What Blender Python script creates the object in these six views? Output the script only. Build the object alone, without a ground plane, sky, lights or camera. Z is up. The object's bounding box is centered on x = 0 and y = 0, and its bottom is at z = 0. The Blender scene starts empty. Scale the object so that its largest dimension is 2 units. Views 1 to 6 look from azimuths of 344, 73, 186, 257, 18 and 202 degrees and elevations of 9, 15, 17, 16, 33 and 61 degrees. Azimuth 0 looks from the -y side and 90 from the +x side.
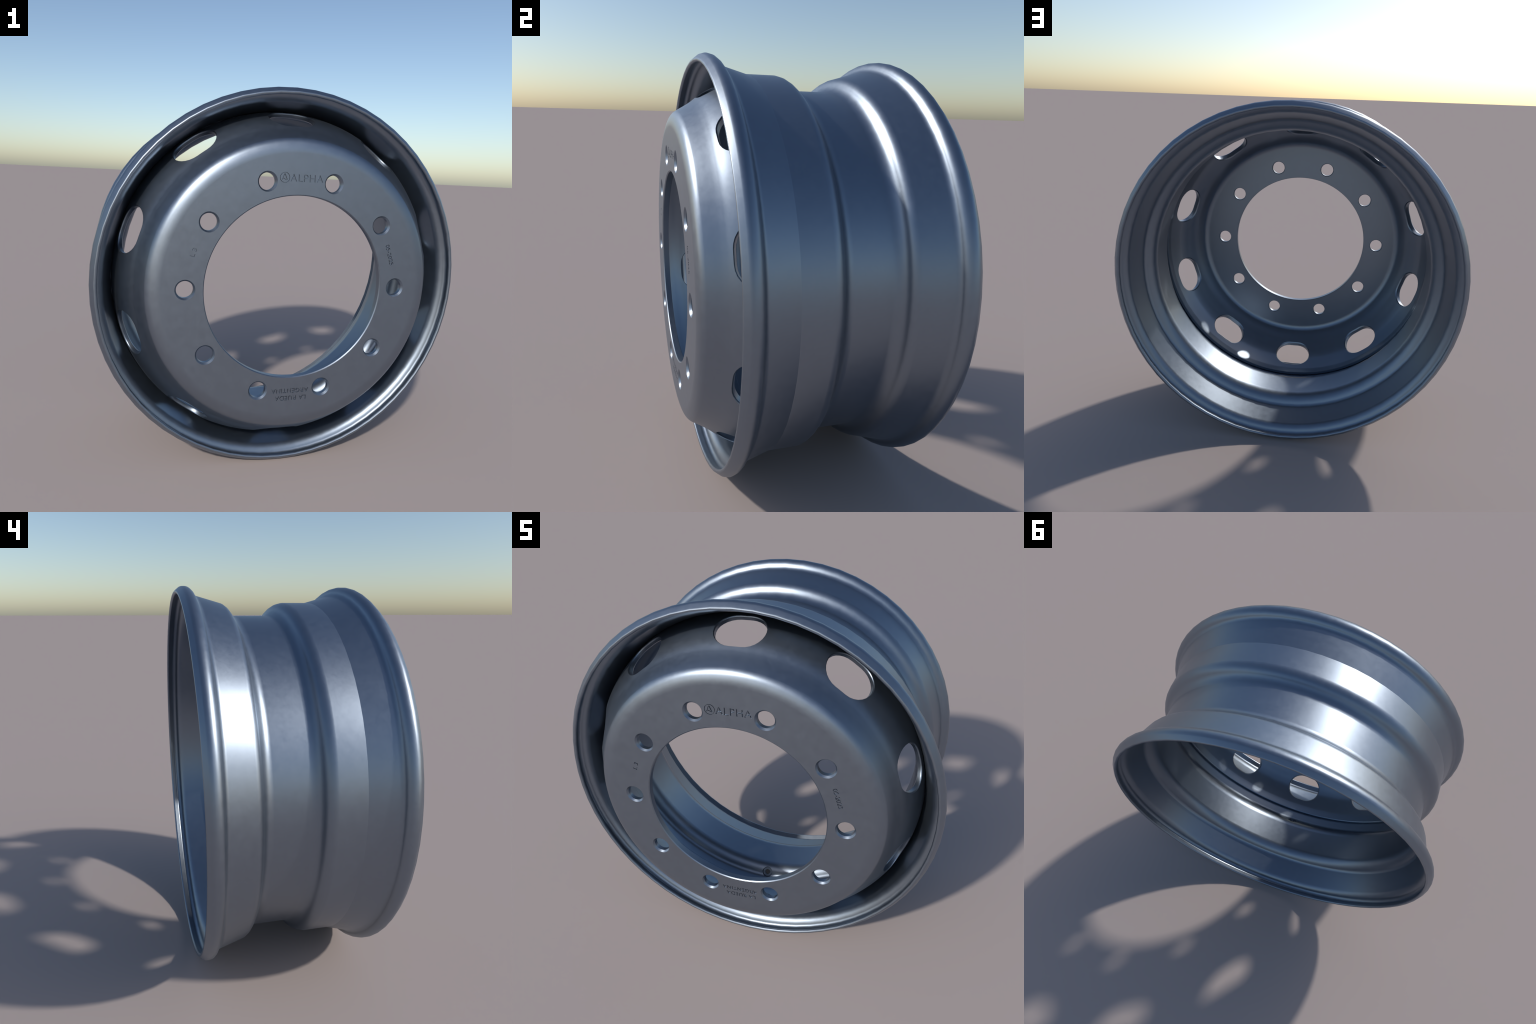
"""Steel truck wheel: rolled drop-centre barrel with a pressed, pierced centre disc.

The wheel stands on the ground, its axle along Y, the outer face looking to -Y.
Every section is described in the (y, r) half plane and turned about the axle:
y runs along the axle, r is the distance from it, theta = 0 points straight up
and grows towards +X.
"""
import bpy, bmesh, math
import numpy as np
from mathutils import Vector, Matrix

AXLE_Z = 1.0
rad = math.radians

# --------------------------------------------------------------------------
# section helpers
# --------------------------------------------------------------------------
def spline(pts, per=4):
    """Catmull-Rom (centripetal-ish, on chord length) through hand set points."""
    P = [np.array(p, float) for p in pts]
    P = [2 * P[0] - P[1]] + P + [2 * P[-1] - P[-2]]
    out = []
    for i in range(1, len(P) - 2):
        p0, p1, p2, p3 = P[i - 1:i + 3]
        d0 = max(np.linalg.norm(p1 - p0), 1e-9)
        d1 = max(np.linalg.norm(p2 - p1), 1e-9)
        d2 = max(np.linalg.norm(p3 - p2), 1e-9)
        m1 = d1 * ((p1 - p0) / d0 * d1 + (p2 - p1) / d1 * d0) / (d0 + d1)
        m2 = d1 * ((p2 - p1) / d1 * d2 + (p3 - p2) / d2 * d1) / (d1 + d2)
        for k in range(per):
            t = k / per
            out.append((2*t**3 - 3*t**2 + 1) * p1 + (t**3 - 2*t**2 + t) * m1
                       + (-2*t**3 + 3*t**2) * p2 + (t**3 - t**2) * m2)
    out.append(P[-2])
    return out


def arc(p0, ang0, p1, n=8):
    """Circular arc leaving p0 in direction ang0 (degrees) and ending in p1."""
    p0, p1 = np.array(p0, float), np.array(p1, float)
    c = p1 - p0
    chord = np.linalg.norm(c)
    half = math.atan2(c[1], c[0]) - rad(ang0)
    half = (half + math.pi) % (2 * math.pi) - math.pi
    if abs(half) < 1e-6:
        return [p0 + c * k / n for k in range(n + 1)]
    R = chord / (2 * math.sin(half))
    a0 = rad(ang0)
    nrm = np.array([-math.sin(a0), math.cos(a0)])
    cen = p0 + nrm * R
    out = []
    for k in range(n + 1):
        a = a0 + 2 * half * k / n
        out.append(cen + R * np.array([math.sin(a), -math.cos(a)]))
    return out


def chain(*parts):
    """Join point runs, dropping doubled ends."""
    out = []
    for run in parts:
        for p in run:
            p = np.array(p, float)
            if not out or np.linalg.norm(out[-1] - p) > 1e-6:
                out.append(p)
    return out


def offset_run(pts, thickness):
    """Mitred offset of an open run to its right-hand side (towards the axle
    when the run goes in +y)."""
    n = len(pts)
    seg = []
    for i in range(n - 1):
        d = pts[i + 1] - pts[i]
        d = d / np.linalg.norm(d)
        seg.append(np.array([d[1], -d[0]]))
    out = []
    for i in range(n):
        a = seg[max(i - 1, 0)]
        b = seg[min(i, n - 2)]
        m = a + b
        m = m / np.linalg.norm(m)
        t = thickness(pts[i]) / max(m @ a, .5)
        out.append(pts[i] + m * t)
    return out


# --------------------------------------------------------------------------
# turned solids with exact section normals
# --------------------------------------------------------------------------
def lathe(name, section, segments):
    """Closed section (list of (y, r)) turned round the axle -> mesh."""
    bm = bmesh.new()
    rings = []
    for k in range(segments):
        th = 2 * math.pi * k / segments
        s, c = math.sin(th), math.cos(th)
        rings.append([bm.verts.new((p[1] * s, p[0], AXLE_Z + p[1] * c)) for p in section])
    m = len(section)
    for k in range(segments):
        A, B = rings[k], rings[(k + 1) % segments]
        for i in range(m):
            j = (i + 1) % m
            bm.faces.new((A[i], A[j], B[j], B[i]))
    bmesh.ops.recalc_face_normals(bm, faces=bm.faces)
    me = bpy.data.meshes.new(name)
    bm.to_mesh(me)
    bm.free()
    return me


def section_normals(section, sharp_angle=12.0):
    """Per segment: (a, b, normal at a, normal at b); creases stay sharp."""
    n = len(section)
    seg = []
    for i in range(n):
        d = section[(i + 1) % n] - section[i]
        seg.append(d / np.linalg.norm(d))
    area = sum(section[i][0] * section[(i + 1) % n][1] - section[(i + 1) % n][0] * section[i][1]
               for i in range(n))
    sgn = 1.0 if area > 0 else -1.0
    nor = [sgn * np.array([d[1], -d[0]]) for d in seg]
    lim = math.cos(rad(sharp_angle))
    out = []
    for i in range(n):
        a, b = section[i], section[(i + 1) % n]
        prev, nxt = (i - 1) % n, (i + 1) % n
        la = np.linalg.norm(b - a)
        def blend(o):
            lo = np.linalg.norm(section[(o + 1) % n] - section[o])
            # long flats keep their own normal, short arc steps share theirs
            v = nor[i] * la + nor[o] * lo
            return v / np.linalg.norm(v)
        na = blend(prev) if nor[i] @ nor[prev] > lim else nor[i]
        nb = blend(nxt) if nor[i] @ nor[nxt] > lim else nor[i]
        out.append((a, b, na, nb, nor[i]))
    return out


def dress_normals(me, section, sharp_angle=12.0, hole_angle=32.0):
    """Smooth by angle, then give every corner that lies on the turned surface
    the normal of the section, so pierced holes leave no shading dents."""
    me.shade_smooth()
    me.set_sharp_from_angle(angle=rad(hole_angle))
    me.update()
    segs = section_normals(section, sharp_angle)
    A = np.array([s[0] for s in segs]); B = np.array([s[1] for s in segs])
    NA = np.array([s[2] for s in segs]); NB = np.array([s[3] for s in segs])
    N = np.array([s[4] for s in segs])
    D = B - A
    L2 = (D * D).sum(1)
    nl = len(me.loops)
    cur = np.empty(nl * 3, np.float32)
    me.corner_normals.foreach_get("vector", cur)
    cur = cur.reshape(-1, 3).astype(float)
    co = np.empty(len(me.vertices) * 3, np.float32)
    me.vertices.foreach_get("co", co)
    co = co.reshape(-1, 3).astype(float)
    for poly in me.polygons:
        c = np.array(poly.center); fn = np.array(poly.normal)
        vs = [me.loops[l].vertex_index for l in poly.loop_indices]
        pts = co[vs]
        rr = np.hypot(pts[:, 0], pts[:, 2] - AXLE_Z)
        q = np.array([pts[:, 1].mean(), rr.mean()])
        t = np.clip(((q - A) * D).sum(1) / L2, 0, 1)
        d = np.linalg.norm(A + D * t[:, None] - q, axis=1)
        rc = math.hypot(c[0], c[2] - AXLE_Z)
        er = np.array([c[0] / rc, 0, (c[2] - AXLE_Z) / rc]) if rc > 1e-6 else np.array([0, 0, 1.])
        f2 = np.array([fn[1], fn @ er])
        ok = (N @ f2) > .93
        d = np.where(ok, d, 9.0)
        i = int(np.argmin(d))
        if d[i] > .0025:
            continue
        for l, v, p, r in zip(poly.loop_indices, vs, pts, rr):
            tt = min(max(((np.array([p[1], r]) - A[i]) @ D[i]) / L2[i], 0), 1)
            n2 = NA[i] * (1 - tt) + NB[i] * tt
            n2 = n2 / np.linalg.norm(n2)
            e = np.array([p[0] / r, 0, (p[2] - AXLE_Z) / r])
            cur[l] = (n2[1] * e[0], n2[0], n2[1] * e[2])
    me.normals_split_custom_set([tuple(v) for v in cur])


def mesh_object(name, me, parent=None, material=None):
    ob = bpy.data.objects.new(name, me)
    bpy.context.scene.collection.objects.link(ob)
    if parent:
        ob.parent = parent
    if material:
        me.materials.clear()
        me.materials.append(material)
    return ob


def subtract(ob, cutters):
    """Apply boolean differences, then drop the cutters."""
    for c in cutters:
        m = ob.modifiers.new("cut", 'BOOLEAN')
        m.operation = 'DIFFERENCE'
        m.solver = 'MANIFOLD'
        m.object = c
    dg = bpy.context.evaluated_depsgraph_get()
    dg.update()
    me = bpy.data.meshes.new_from_object(ob.evaluated_get(dg))
    ob.modifiers.clear()
    old = ob.data
    ob.data = me
    me.name = old.name
    bpy.data.meshes.remove(old)
    for c in cutters:
        cm = c.data
        bpy.data.objects.remove(c)
        if cm.users == 0:
            bpy.data.meshes.remove(cm)


def loft_cutter(name, loops):
    """Closed solid through loops of equal length (first and last are capped)."""
    bm = bmesh.new()
    rows = [[bm.verts.new(p) for p in lp] for lp in loops]
    n = len(rows[0])
    for a, b in zip(rows, rows[1:]):
        for i in range(n):
            j = (i + 1) % n
            bm.faces.new((a[i], a[j], b[j], b[i]))
    bm.faces.new(rows[0][::-1])
    bm.faces.new(rows[-1])
    bmesh.ops.recalc_face_normals(bm, faces=bm.faces)
    if bm.calc_volume(signed=True) < 0:
        bmesh.ops.reverse_faces(bm, faces=bm.faces)
    me = bpy.data.meshes.new(name)
    bm.to_mesh(me)
    bm.free()
    ob = bpy.data.objects.new(name, me)
    bpy.context.scene.collection.objects.link(ob)
    return ob


# --------------------------------------------------------------------------
# materials
# --------------------------------------------------------------------------
def steel(name, tint=(.240, .281, .338), rough=.40):
    """Lacquered grey steel with faint clouding in gloss and tone."""
    mat = bpy.data.materials.new(name)
    mat.use_nodes = True
    nt = mat.node_tree
    nt.nodes.clear()
    new = nt.nodes.new
    link = nt.links.new
    out = new('ShaderNodeOutputMaterial')
    b = new('ShaderNodeBsdfPrincipled')
    link(b.outputs[0], out.inputs[0])
    b.inputs['Metallic'].default_value = 1.0
    tc = new('ShaderNodeTexCoord')
    cloud = new('ShaderNodeTexNoise')
    cloud.inputs['Scale'].default_value = 30.0
    cloud.inputs['Detail'].default_value = 5.0
    cloud.inputs['Roughness'].default_value = .6
    link(tc.outputs['Object'], cloud.inputs['Vector'])
    fine = new('ShaderNodeTexNoise')
    fine.inputs['Scale'].default_value = 110.0
    fine.inputs['Detail'].default_value = 3.0
    link(tc.outputs['Object'], fine.inputs['Vector'])
    add = new('ShaderNodeMath'); add.operation = 'MULTIPLY_ADD'
    link(fine.outputs[0], add.inputs[0]); add.inputs[1].default_value = .45
    link(cloud.outputs[0], add.inputs[2])
    ramp = new('ShaderNodeMapRange')
    ramp.inputs['From Min'].default_value = .45
    ramp.inputs['From Max'].default_value = 1.0
    ramp.inputs['To Min'].default_value = rough - .030
    ramp.inputs['To Max'].default_value = rough + .030
    link(add.outputs[0], ramp.inputs['Value'])
    link(ramp.outputs[0], b.inputs['Roughness'])
    col = new('ShaderNodeValToRGB')
    col.color_ramp.elements[0].position = .4
    col.color_ramp.elements[1].position = 1.05 - .05
    col.color_ramp.elements[0].color = tuple(c * .97 for c in tint) + (1,)
    col.color_ramp.elements[1].color = tuple(c * 1.03 for c in tint) + (1,)
    link(add.outputs[0], col.inputs[0])
    link(col.outputs[0], b.inputs['Base Color'])
    return mat


M_BARREL = steel("barrel_steel")
M_DISC = steel("disc_steel")

wheel = bpy.data.objects.new("truck_wheel", None)
bpy.context.scene.collection.objects.link(wheel)
wheel["label"] = "dark grey steel truck wheel with ten bolt holes and slots"
wheel["category"] = "truck wheel"

# --------------------------------------------------------------------------
# barrel: rolled flanges, 15 degree bead seats, drop well
# --------------------------------------------------------------------------
# one flange, as (distance from its crest towards the outside, r): a rounded lip nose,
# a rolled crest, then a tight hollow running out into the bead seat
def flange_run(top):
    """Run (distance outside the crest, r) from the lip nose to the start of the bead seat."""
    drop = top - 1.0
    c = (.0307, .9720 + drop)                       # centre of the lip nose
    nose = [(c[0] + .0100 * math.cos(rad(a)), c[1] + .0100 * math.sin(rad(a)))
            for a in (-90, -66, -42, -18, 5, 28, 52)]
    front = [(.0340 * math.sin(rad(a)), top - .0340 * (1 - math.cos(rad(a))))
             for a in (38, 32, 26, 19, 12, 6, 0)]
    back = [(-.0415 * math.sin(rad(a)), top - .0415 * (1 - math.cos(rad(a))))
            for a in (8, 16, 24, 32, 40, 48, 56, 64, 70)]
    dip = [tuple(p) for p in arc(back[-1], 250, (-.0620, .9525), 8)[1:]]
    return nose + front + back + dip + [(-.0680, .9508)]

def placed(crest, side, run):
    return [np.array((crest + side * d, r)) for d, r in run]

CREST_FRONT, CREST_REAR = -.370, .4786
SEAT_FRONT_END = (-.1845, .9190)
front_flange = placed(CREST_FRONT, -1, flange_run(.9995))
rear_flange = placed(CREST_REAR, 1, flange_run(1.0))[::-1]
barrel_outer = chain(
    front_flange,
    [SEAT_FRONT_END, (-.0545, .9190)],
    arc((-.0545, .9190), 0, (-.0015, .8862), 8),
    arc((.0515, .8535), 180, (-.0015, .8862), 8)[::-1],
    [(.2115, .8535)],
    arc((.2115, .8535), 0, (.2640, .8880), 8),
    arc((.2985, .9190), 180 + 16, (.2640, .8880), 8)[::-1],
    rear_flange)

def barrel_gauge(p):
    """Sheet thickness: a little heavier at the front seat than in the well and rear."""
    k = min(max((p[0] + .05) / .1, 0), 1)
    return .0205 - .0007 * k

# the inner skin follows the outer one, from behind one lip nose to the other;
# the ridge under the front seat is softly broken
NOSE = 9
barrel_inner = offset_run(barrel_outer[NOSE:-NOSE], barrel_gauge)
ridge = min(range(len(barrel_inner)), key=lambda i: abs(barrel_inner[i][0] + .1845))
q = barrel_inner[ridge]
for p, sgn in ((barrel_inner[ridge - 1], 0), (barrel_inner[ridge + 1], 1)):
    d = (p - q) / np.linalg.norm(p - q)
    barrel_inner.insert(ridge + sgn, q + d * .0035)
    if sgn == 0:
        barrel_inner.pop(ridge + 1)
barrel_section = [np.array(p) for p in chain(barrel_outer, barrel_inner[::-1])]
barrel = mesh_object("rim_barrel", lathe("rim_barrel", barrel_section, 64), wheel, M_BARREL)

# valve hole: drilled square through the front flank of the well, at the bottom
def ring(center, axis, side, radius, n=40):
    axis = Vector(axis).normalized()
    side = Vector(side).normalized()
    up = axis.cross(side)
    return [tuple(Vector(center) + radius * (math.cos(2*math.pi*k/n) * side + math.sin(2*math.pi*k/n) * up))
            for k in range(n)]

def drilled(name, center, axis, steps, n=40, side=(1, 0, 0)):
    """Turned cutter: steps = (distance along axis, radius)."""
    a = Vector(axis).normalized()
    return loft_cutter(name, [ring(Vector(center) + a * s, a, side, r, n) for s, r in steps])

valve_axis = Vector((0, -math.sin(rad(56)), math.cos(rad(56))))      # into the wheel
valve_at = Vector((0, -.0115, AXLE_Z - .8755))                       # on the inner skin
subtract(barrel, [drilled("valve_cutter", valve_at, valve_axis,
                          [(-.06, .0165), (-.0085, .0165), (-.0085, .0325), (.035, .0325)], 48)])

# flat seat ring let into the spot face round the valve hole
seat = [(.0158, -.0080), (.0158, -.0010), (.0168, .0), (.0296, .0), (.0307, -.0010), (.0307, -.0080)]
bm = bmesh.new()
side, up = Vector((1, 0, 0)), valve_axis.cross(Vector((1, 0, 0)))
rows = []
for k in range(48):
    a = 2 * math.pi * k / 48
    rows.append([bm.verts.new(valve_at + (side * math.cos(a) + up * math.sin(a)) * r + valve_axis * h)
                 for r, h in seat])
for A, B in zip(rows, rows[1:] + rows[:1]):
    for i in range(len(seat)):
        j = (i + 1) % len(seat)
        bm.faces.new((A[i], A[j], B[j], B[i]))
bmesh.ops.recalc_face_normals(bm, faces=bm.faces)
seat_me = bpy.data.meshes.new("valve_seat")
bm.to_mesh(seat_me)
bm.free()
seat_me.shade_smooth()
seat_me.set_sharp_from_angle(angle=rad(30))
mesh_object("valve_seat", seat_me, barrel, M_BARREL)
dress_normals(barrel.data, barrel_section)

# --------------------------------------------------------------------------
# centre disc: flat bolting face, rolled shoulder, conical skirt to the barrel
# --------------------------------------------------------------------------
FACE_Y, BACK_Y = -.5193, -.4828
# shoulder: eases out of the flat face on a wide radius, then turns on a tight one
shoulder = [np.array((FACE_Y + .130 * (1 - math.cos(rad(a))), .6720 + .130 * math.sin(rad(a))))
            for a in (0, 4, 8, 12, 16, 20, 22)]
wide = shoulder[-1]
shoulder += [wide + .055 * np.array((math.cos(rad(22)) - math.cos(rad(a)), math.sin(rad(a)) - math.sin(rad(22))))
             for a in range(26, 62, 4)]
skirt_outer = chain(
    shoulder,
    spline([tuple(shoulder[-1]), (-.4660, .7597), (-.4480, .7702), (-.4300, .7812), (-.4110, .7942)], 3),
    spline([(-.4110, .7942), (-.3800, .8188), (-.3500, .8399), (-.3200, .8573), (-.2900, .8712),
            (-.2550, .8812), (-.2200, .8885), (-.1900, .8932), (-.1650, .8962), (-.1450, .8972)], 4))
SKIRT_END = -.1110
disc_outer = chain([(FACE_Y, .4705)], skirt_outer, [(-.1160, .8972), (SKIRT_END, .8930)])
skirt = [p for p in skirt_outer if p[0] > -.455]
def disc_gauge(p):
    """Disc thickness, spun down from the bolting face to the skirt end."""
    k = min(max((p[0] + .36) / .19, 0), 1)
    return .0360 - .0140 * k
skirt_in = offset_run(skirt, disc_gauge)
disc_inner = chain([(BACK_Y, .4690), (BACK_Y, .664)],
                   spline([(BACK_Y, .668), (-.4822, .6835), (-.4783, .6975), (-.4695, .7110),
                           (-.4540, .7235), tuple(skirt_in[0])], 4),
                   skirt_in, [(-.1150, .8752), (SKIRT_END, .8780)])
disc_section = [np.array(p) for p in chain(disc_outer, disc_inner[::-1],
                                           [(-.4858, .4660), (-.5148, .4660)])]
disc = mesh_object("wheel_disc", lathe("wheel_disc", disc_section, 192), wheel, M_DISC)

# ten bolt holes with a deep chamfer in front and a light one behind
BOLT_R = .5565
cutters = []
for k in range(10):
    th = rad(18 + 36 * k)
    c = (BOLT_R * math.sin(th), 0, AXLE_Z + BOLT_R * math.cos(th))
    cutters.append(drilled("bolt_cutter", c, (0, 1, 0),
                           [(-.5293, .0580), (-.5093, .0420), (-.4873, .0420), (-.4748, .0545)], 48))

# ten ventilation slots, punched square to the skirt, edges rolled over
slot_a, slot_b = np.array((-.3930, .8085)), np.array((-.2245, .8878))   # on the outer skin
slot_mid = (slot_a + slot_b) / 2
slot_dir = (slot_b - slot_a) / np.linalg.norm(slot_b - slot_a)
slot_nrm = np.array([-slot_dir[1], slot_dir[0]])
HALF_H = np.linalg.norm(slot_b - slot_a) / 2
HALF_W = .1205

def slot_outline(grow, n_arc=14, n_side=4):
    """Stadium, long side round the wheel: list of (tangential, along skirt)."""
    rr = HALF_H + grow
    c = HALF_W - HALF_H
    out = []
    for k in range(n_arc + 1):
        a = -math.pi / 2 + math.pi * k / n_arc
        out.append((c + rr * math.cos(a), rr * math.sin(a)))
    for k in range(1, n_side):
        out.append((c - 2 * c * k / n_side, rr))
    for k in range(n_arc + 1):
        a = math.pi / 2 + math.pi * k / n_arc
        out.append((-c + rr * math.cos(a), rr * math.sin(a)))
    for k in range(1, n_side):
        out.append((-c + 2 * c * k / n_side, -rr))
    return out

sk_o = np.array(sorted([tuple(p) for p in skirt_outer + [np.array((-.112, .8972))]]))
sk_i = np.array(sorted([tuple(p) for p in disc_inner if p[0] > -.47]))

def skin_depth(u, v, skin):
    """Signed distance along the slot axis at which the ray through (u, v) meets a skin."""
    lo, hi = -.12, .12
    def inside(s):
        q = slot_mid + slot_dir * v + slot_nrm * s
        r = math.hypot(q[1], u)
        return r - np.interp(q[0], skin[:, 0], skin[:, 1])
    for _ in range(50):
        m = (lo + hi) / 2
        if inside(m) > 0: hi = m
        else: lo = m
    return lo

ROLL = .0085
def slot_loops(th):
    er = Vector((math.sin(th), 0, math.cos(th)))
    et = Vector((math.cos(th), 0, -math.sin(th)))
    ey = Vector((0, 1, 0))
    base = slot_outline(0)
    so = [skin_depth(u, v, sk_o) for u, v in base]
    si = [skin_depth(u, v, sk_i) for u, v in base]
    loops = []
    def level(grow, heights):
        lp = []
        for (u, v), s in zip(slot_outline(grow), heights):
            q = slot_mid + slot_dir * v + slot_nrm * s
            lp.append(tuple(Vector((0, 0, AXLE_Z)) + et * u + ey * float(q[0]) + er * float(q[1])))
        loops.append(lp)
    level(ROLL + .012, [s + .040 for s in so])
    level(ROLL + .012, [s + .010 for s in so])
    for a in (80, 60, 40, 20, 0):
        level(ROLL * (1 - math.cos(rad(a))), [s - ROLL + ROLL * math.sin(rad(a)) for s in so])
    level(0.0, [s + .0045 for s in si])
    level(.0045, [s + .0003 for s in si])
    level(.013, [s - .0095 for s in si])
    level(.013, [s - .0400 for s in si])
    return loops

for k in range(10):
    cutters.append(loft_cutter("slot_cutter", slot_loops(rad(36 * k))))

# --------------------------------------------------------------------------
# stamped marks on the bolting face
# --------------------------------------------------------------------------
DEPTH = .0065
def place_on_face(theta, radius, tangential=0.0):
    """Frame on the face: local x clockwise, local y outwards, local z out of the face."""
    er = Vector((math.sin(theta), 0, math.cos(theta)))
    et = Vector((math.cos(theta), 0, -math.sin(theta)))
    o = Vector((0, FACE_Y, AXLE_Z)) + er * radius + et * tangential
    ez = Vector((0, -1, 0))
    m = Matrix((et, er, ez)).transposed().to_4x4()
    m.translation = o
    return m

def text_solid(name, body, left, right, low, high, thin, theta, depth=DEPTH, top=.004, spacing=1.0):
    """Built-in font as a solid filling a box on the face: left..right along the
    tangent, low..high in radius, with its strokes thinned."""
    cu = bpy.data.curves.new(name, 'FONT')
    cu.body = body
    cu.size = 1.0
    cu.space_character = spacing
    cu.offset = -thin
    cu.resolution_u = 4
    cu.extrude = .5
    ob = bpy.data.objects.new(name, cu)
    bpy.context.scene.collection.objects.link(ob)
    dg = bpy.context.evaluated_depsgraph_get()
    dg.update()
    me = bpy.data.meshes.new_from_object(ob.evaluated_get(dg))
    bpy.data.objects.remove(ob)
    bpy.data.curves.remove(cu)
    bm = bmesh.new()
    bm.from_mesh(me)
    bmesh.ops.remove_doubles(bm, verts=bm.verts, dist=1e-5)
    xs = [v.co.x for v in bm.verts]; zs = [v.co.y for v in bm.verts]
    x0, x1, y0, y1 = min(xs), max(xs), min(zs), max(zs)
    for v in bm.verts:
        v.co = (left + (v.co.x - x0) / (x1 - x0) * (right - left),
                low + (v.co.y - y0) / (y1 - y0) * (high - low),
                top if v.co.z > 0 else -depth)   # squash the extrusion
    bm.to_mesh(me)
    bm.free()
    me.transform(place_on_face(theta, 0.0))
    out = bpy.data.objects.new(name, me)
    bpy.context.scene.collection.objects.link(out)
    return out

def stroke_solid(name, path, width, frame, closed=False, depth=DEPTH, top=.004):
    """Groove of constant width along a polyline drawn on the face."""
    n = len(path)
    P = [np.array(p, float) for p in path]
    left, right = [], []
    for i in range(n):
        a = P[i] - P[i - 1] if (closed or i > 0) else P[1] - P[0]
        b = P[(i + 1) % n] - P[i] if (closed or i < n - 1) else P[-1] - P[-2]
        a, b = a / np.linalg.norm(a), b / np.linalg.norm(b)
        t = (a + b) / np.linalg.norm(a + b)
        nn = np.array([-t[1], t[0]])
        w = width / 2 / max(nn @ np.array([-a[1], a[0]]), .4)
        left.append(P[i] + nn * w); right.append(P[i] - nn * w)
    bm = bmesh.new()
    rows = [[bm.verts.new((q[0], q[1], z)) for q, z in ((l, top), (r, top), (r, -depth), (l, -depth))]
            for l, r in zip(left, right)]
    cnt = n if closed else n - 1
    for i in range(cnt):
        A, B = rows[i], rows[(i + 1) % n]
        for k in range(4):
            bm.faces.new((A[k], A[(k + 1) % 4], B[(k + 1) % 4], B[k]))
    if not closed:
        bm.faces.new(rows[0]); bm.faces.new(rows[-1][::-1])
    bmesh.ops.recalc_face_normals(bm, faces=bm.faces)
    me = bpy.data.meshes.new(name)
    bm.to_mesh(me)
    bm.free()
    me.transform(frame)
    ob = bpy.data.objects.new(name, me)
    bpy.context.scene.collection.objects.link(ob)
    return ob

# words, box on the face (left, right, low, high), stroke thinning, clock angle, spacing
WORDS = [
    ("ALPHA", -.0593, .1118, .5330, .5685, .004, 0, 1.08),
    ("LA RUEDA", -.0906, .0786, .5685, .5925, -.004, math.pi, 1.05),
    ("ARGENTINA", -.1023, .0991, .5285, .5525, -.004, math.pi, 1.05),
    ("05-2025", -.0645, .0475, .5290, .5510, -.008, rad(72), 1.0),
    ("L", -.0093, .0062, .5402, .5629, -.004, rad(-72), 1.0),
    ("3", .0188, .0335, .5402, .5620, -.004, rad(-72), 1.0),
]
emblem = place_on_face(0, .5515, -.0872)
circle = [(.0243 * math.sin(2 * math.pi * k / 40), .0243 * math.cos(2 * math.pi * k / 40)) for k in range(40)]
# emblem strokes: path, width, closed
MARK = [(circle, .0030, True),
        ([(-.0140, -.0118), (-.0028, .0180)], .0032, False),
        ([(-.0008, .0180), (.0118, -.0118)], .0048, False),
        ([(-.0080, -.0040), (.0092, -.0120)], .0032, False)]

stamp = [text_solid("letter_cutter", w, l, r, lo, hi, thin, th, spacing=sp)
         for w, l, r, lo, hi, thin, th, sp in WORDS]
stamp += [stroke_solid("emblem_cutter", path, w, emblem, closed=cl) for path, w, cl in MARK]

# the pressed bottoms of the stamps, lying in the cut grooves
for w, l, r, lo, hi, thin, th, sp in WORDS:
    plate = text_solid("stamped_lettering", w, l + .0002, r - .0002, lo + .0002, hi - .0002,
                       thin + .008, th, depth=DEPTH - .0001, top=-DEPTH + .0009, spacing=sp)
    plate.parent = disc
    plate.data.materials.append(M_DISC)
for path, w, cl in MARK:
    plate = stroke_solid("stamped_emblem", path, w * .85, emblem, closed=cl,
                         depth=DEPTH - .0001, top=-DEPTH + .0009)
    plate.parent = disc
    plate.data.materials.append(M_DISC)
subtract(disc, cutters + stamp)
dress_normals(disc.data, disc_section)
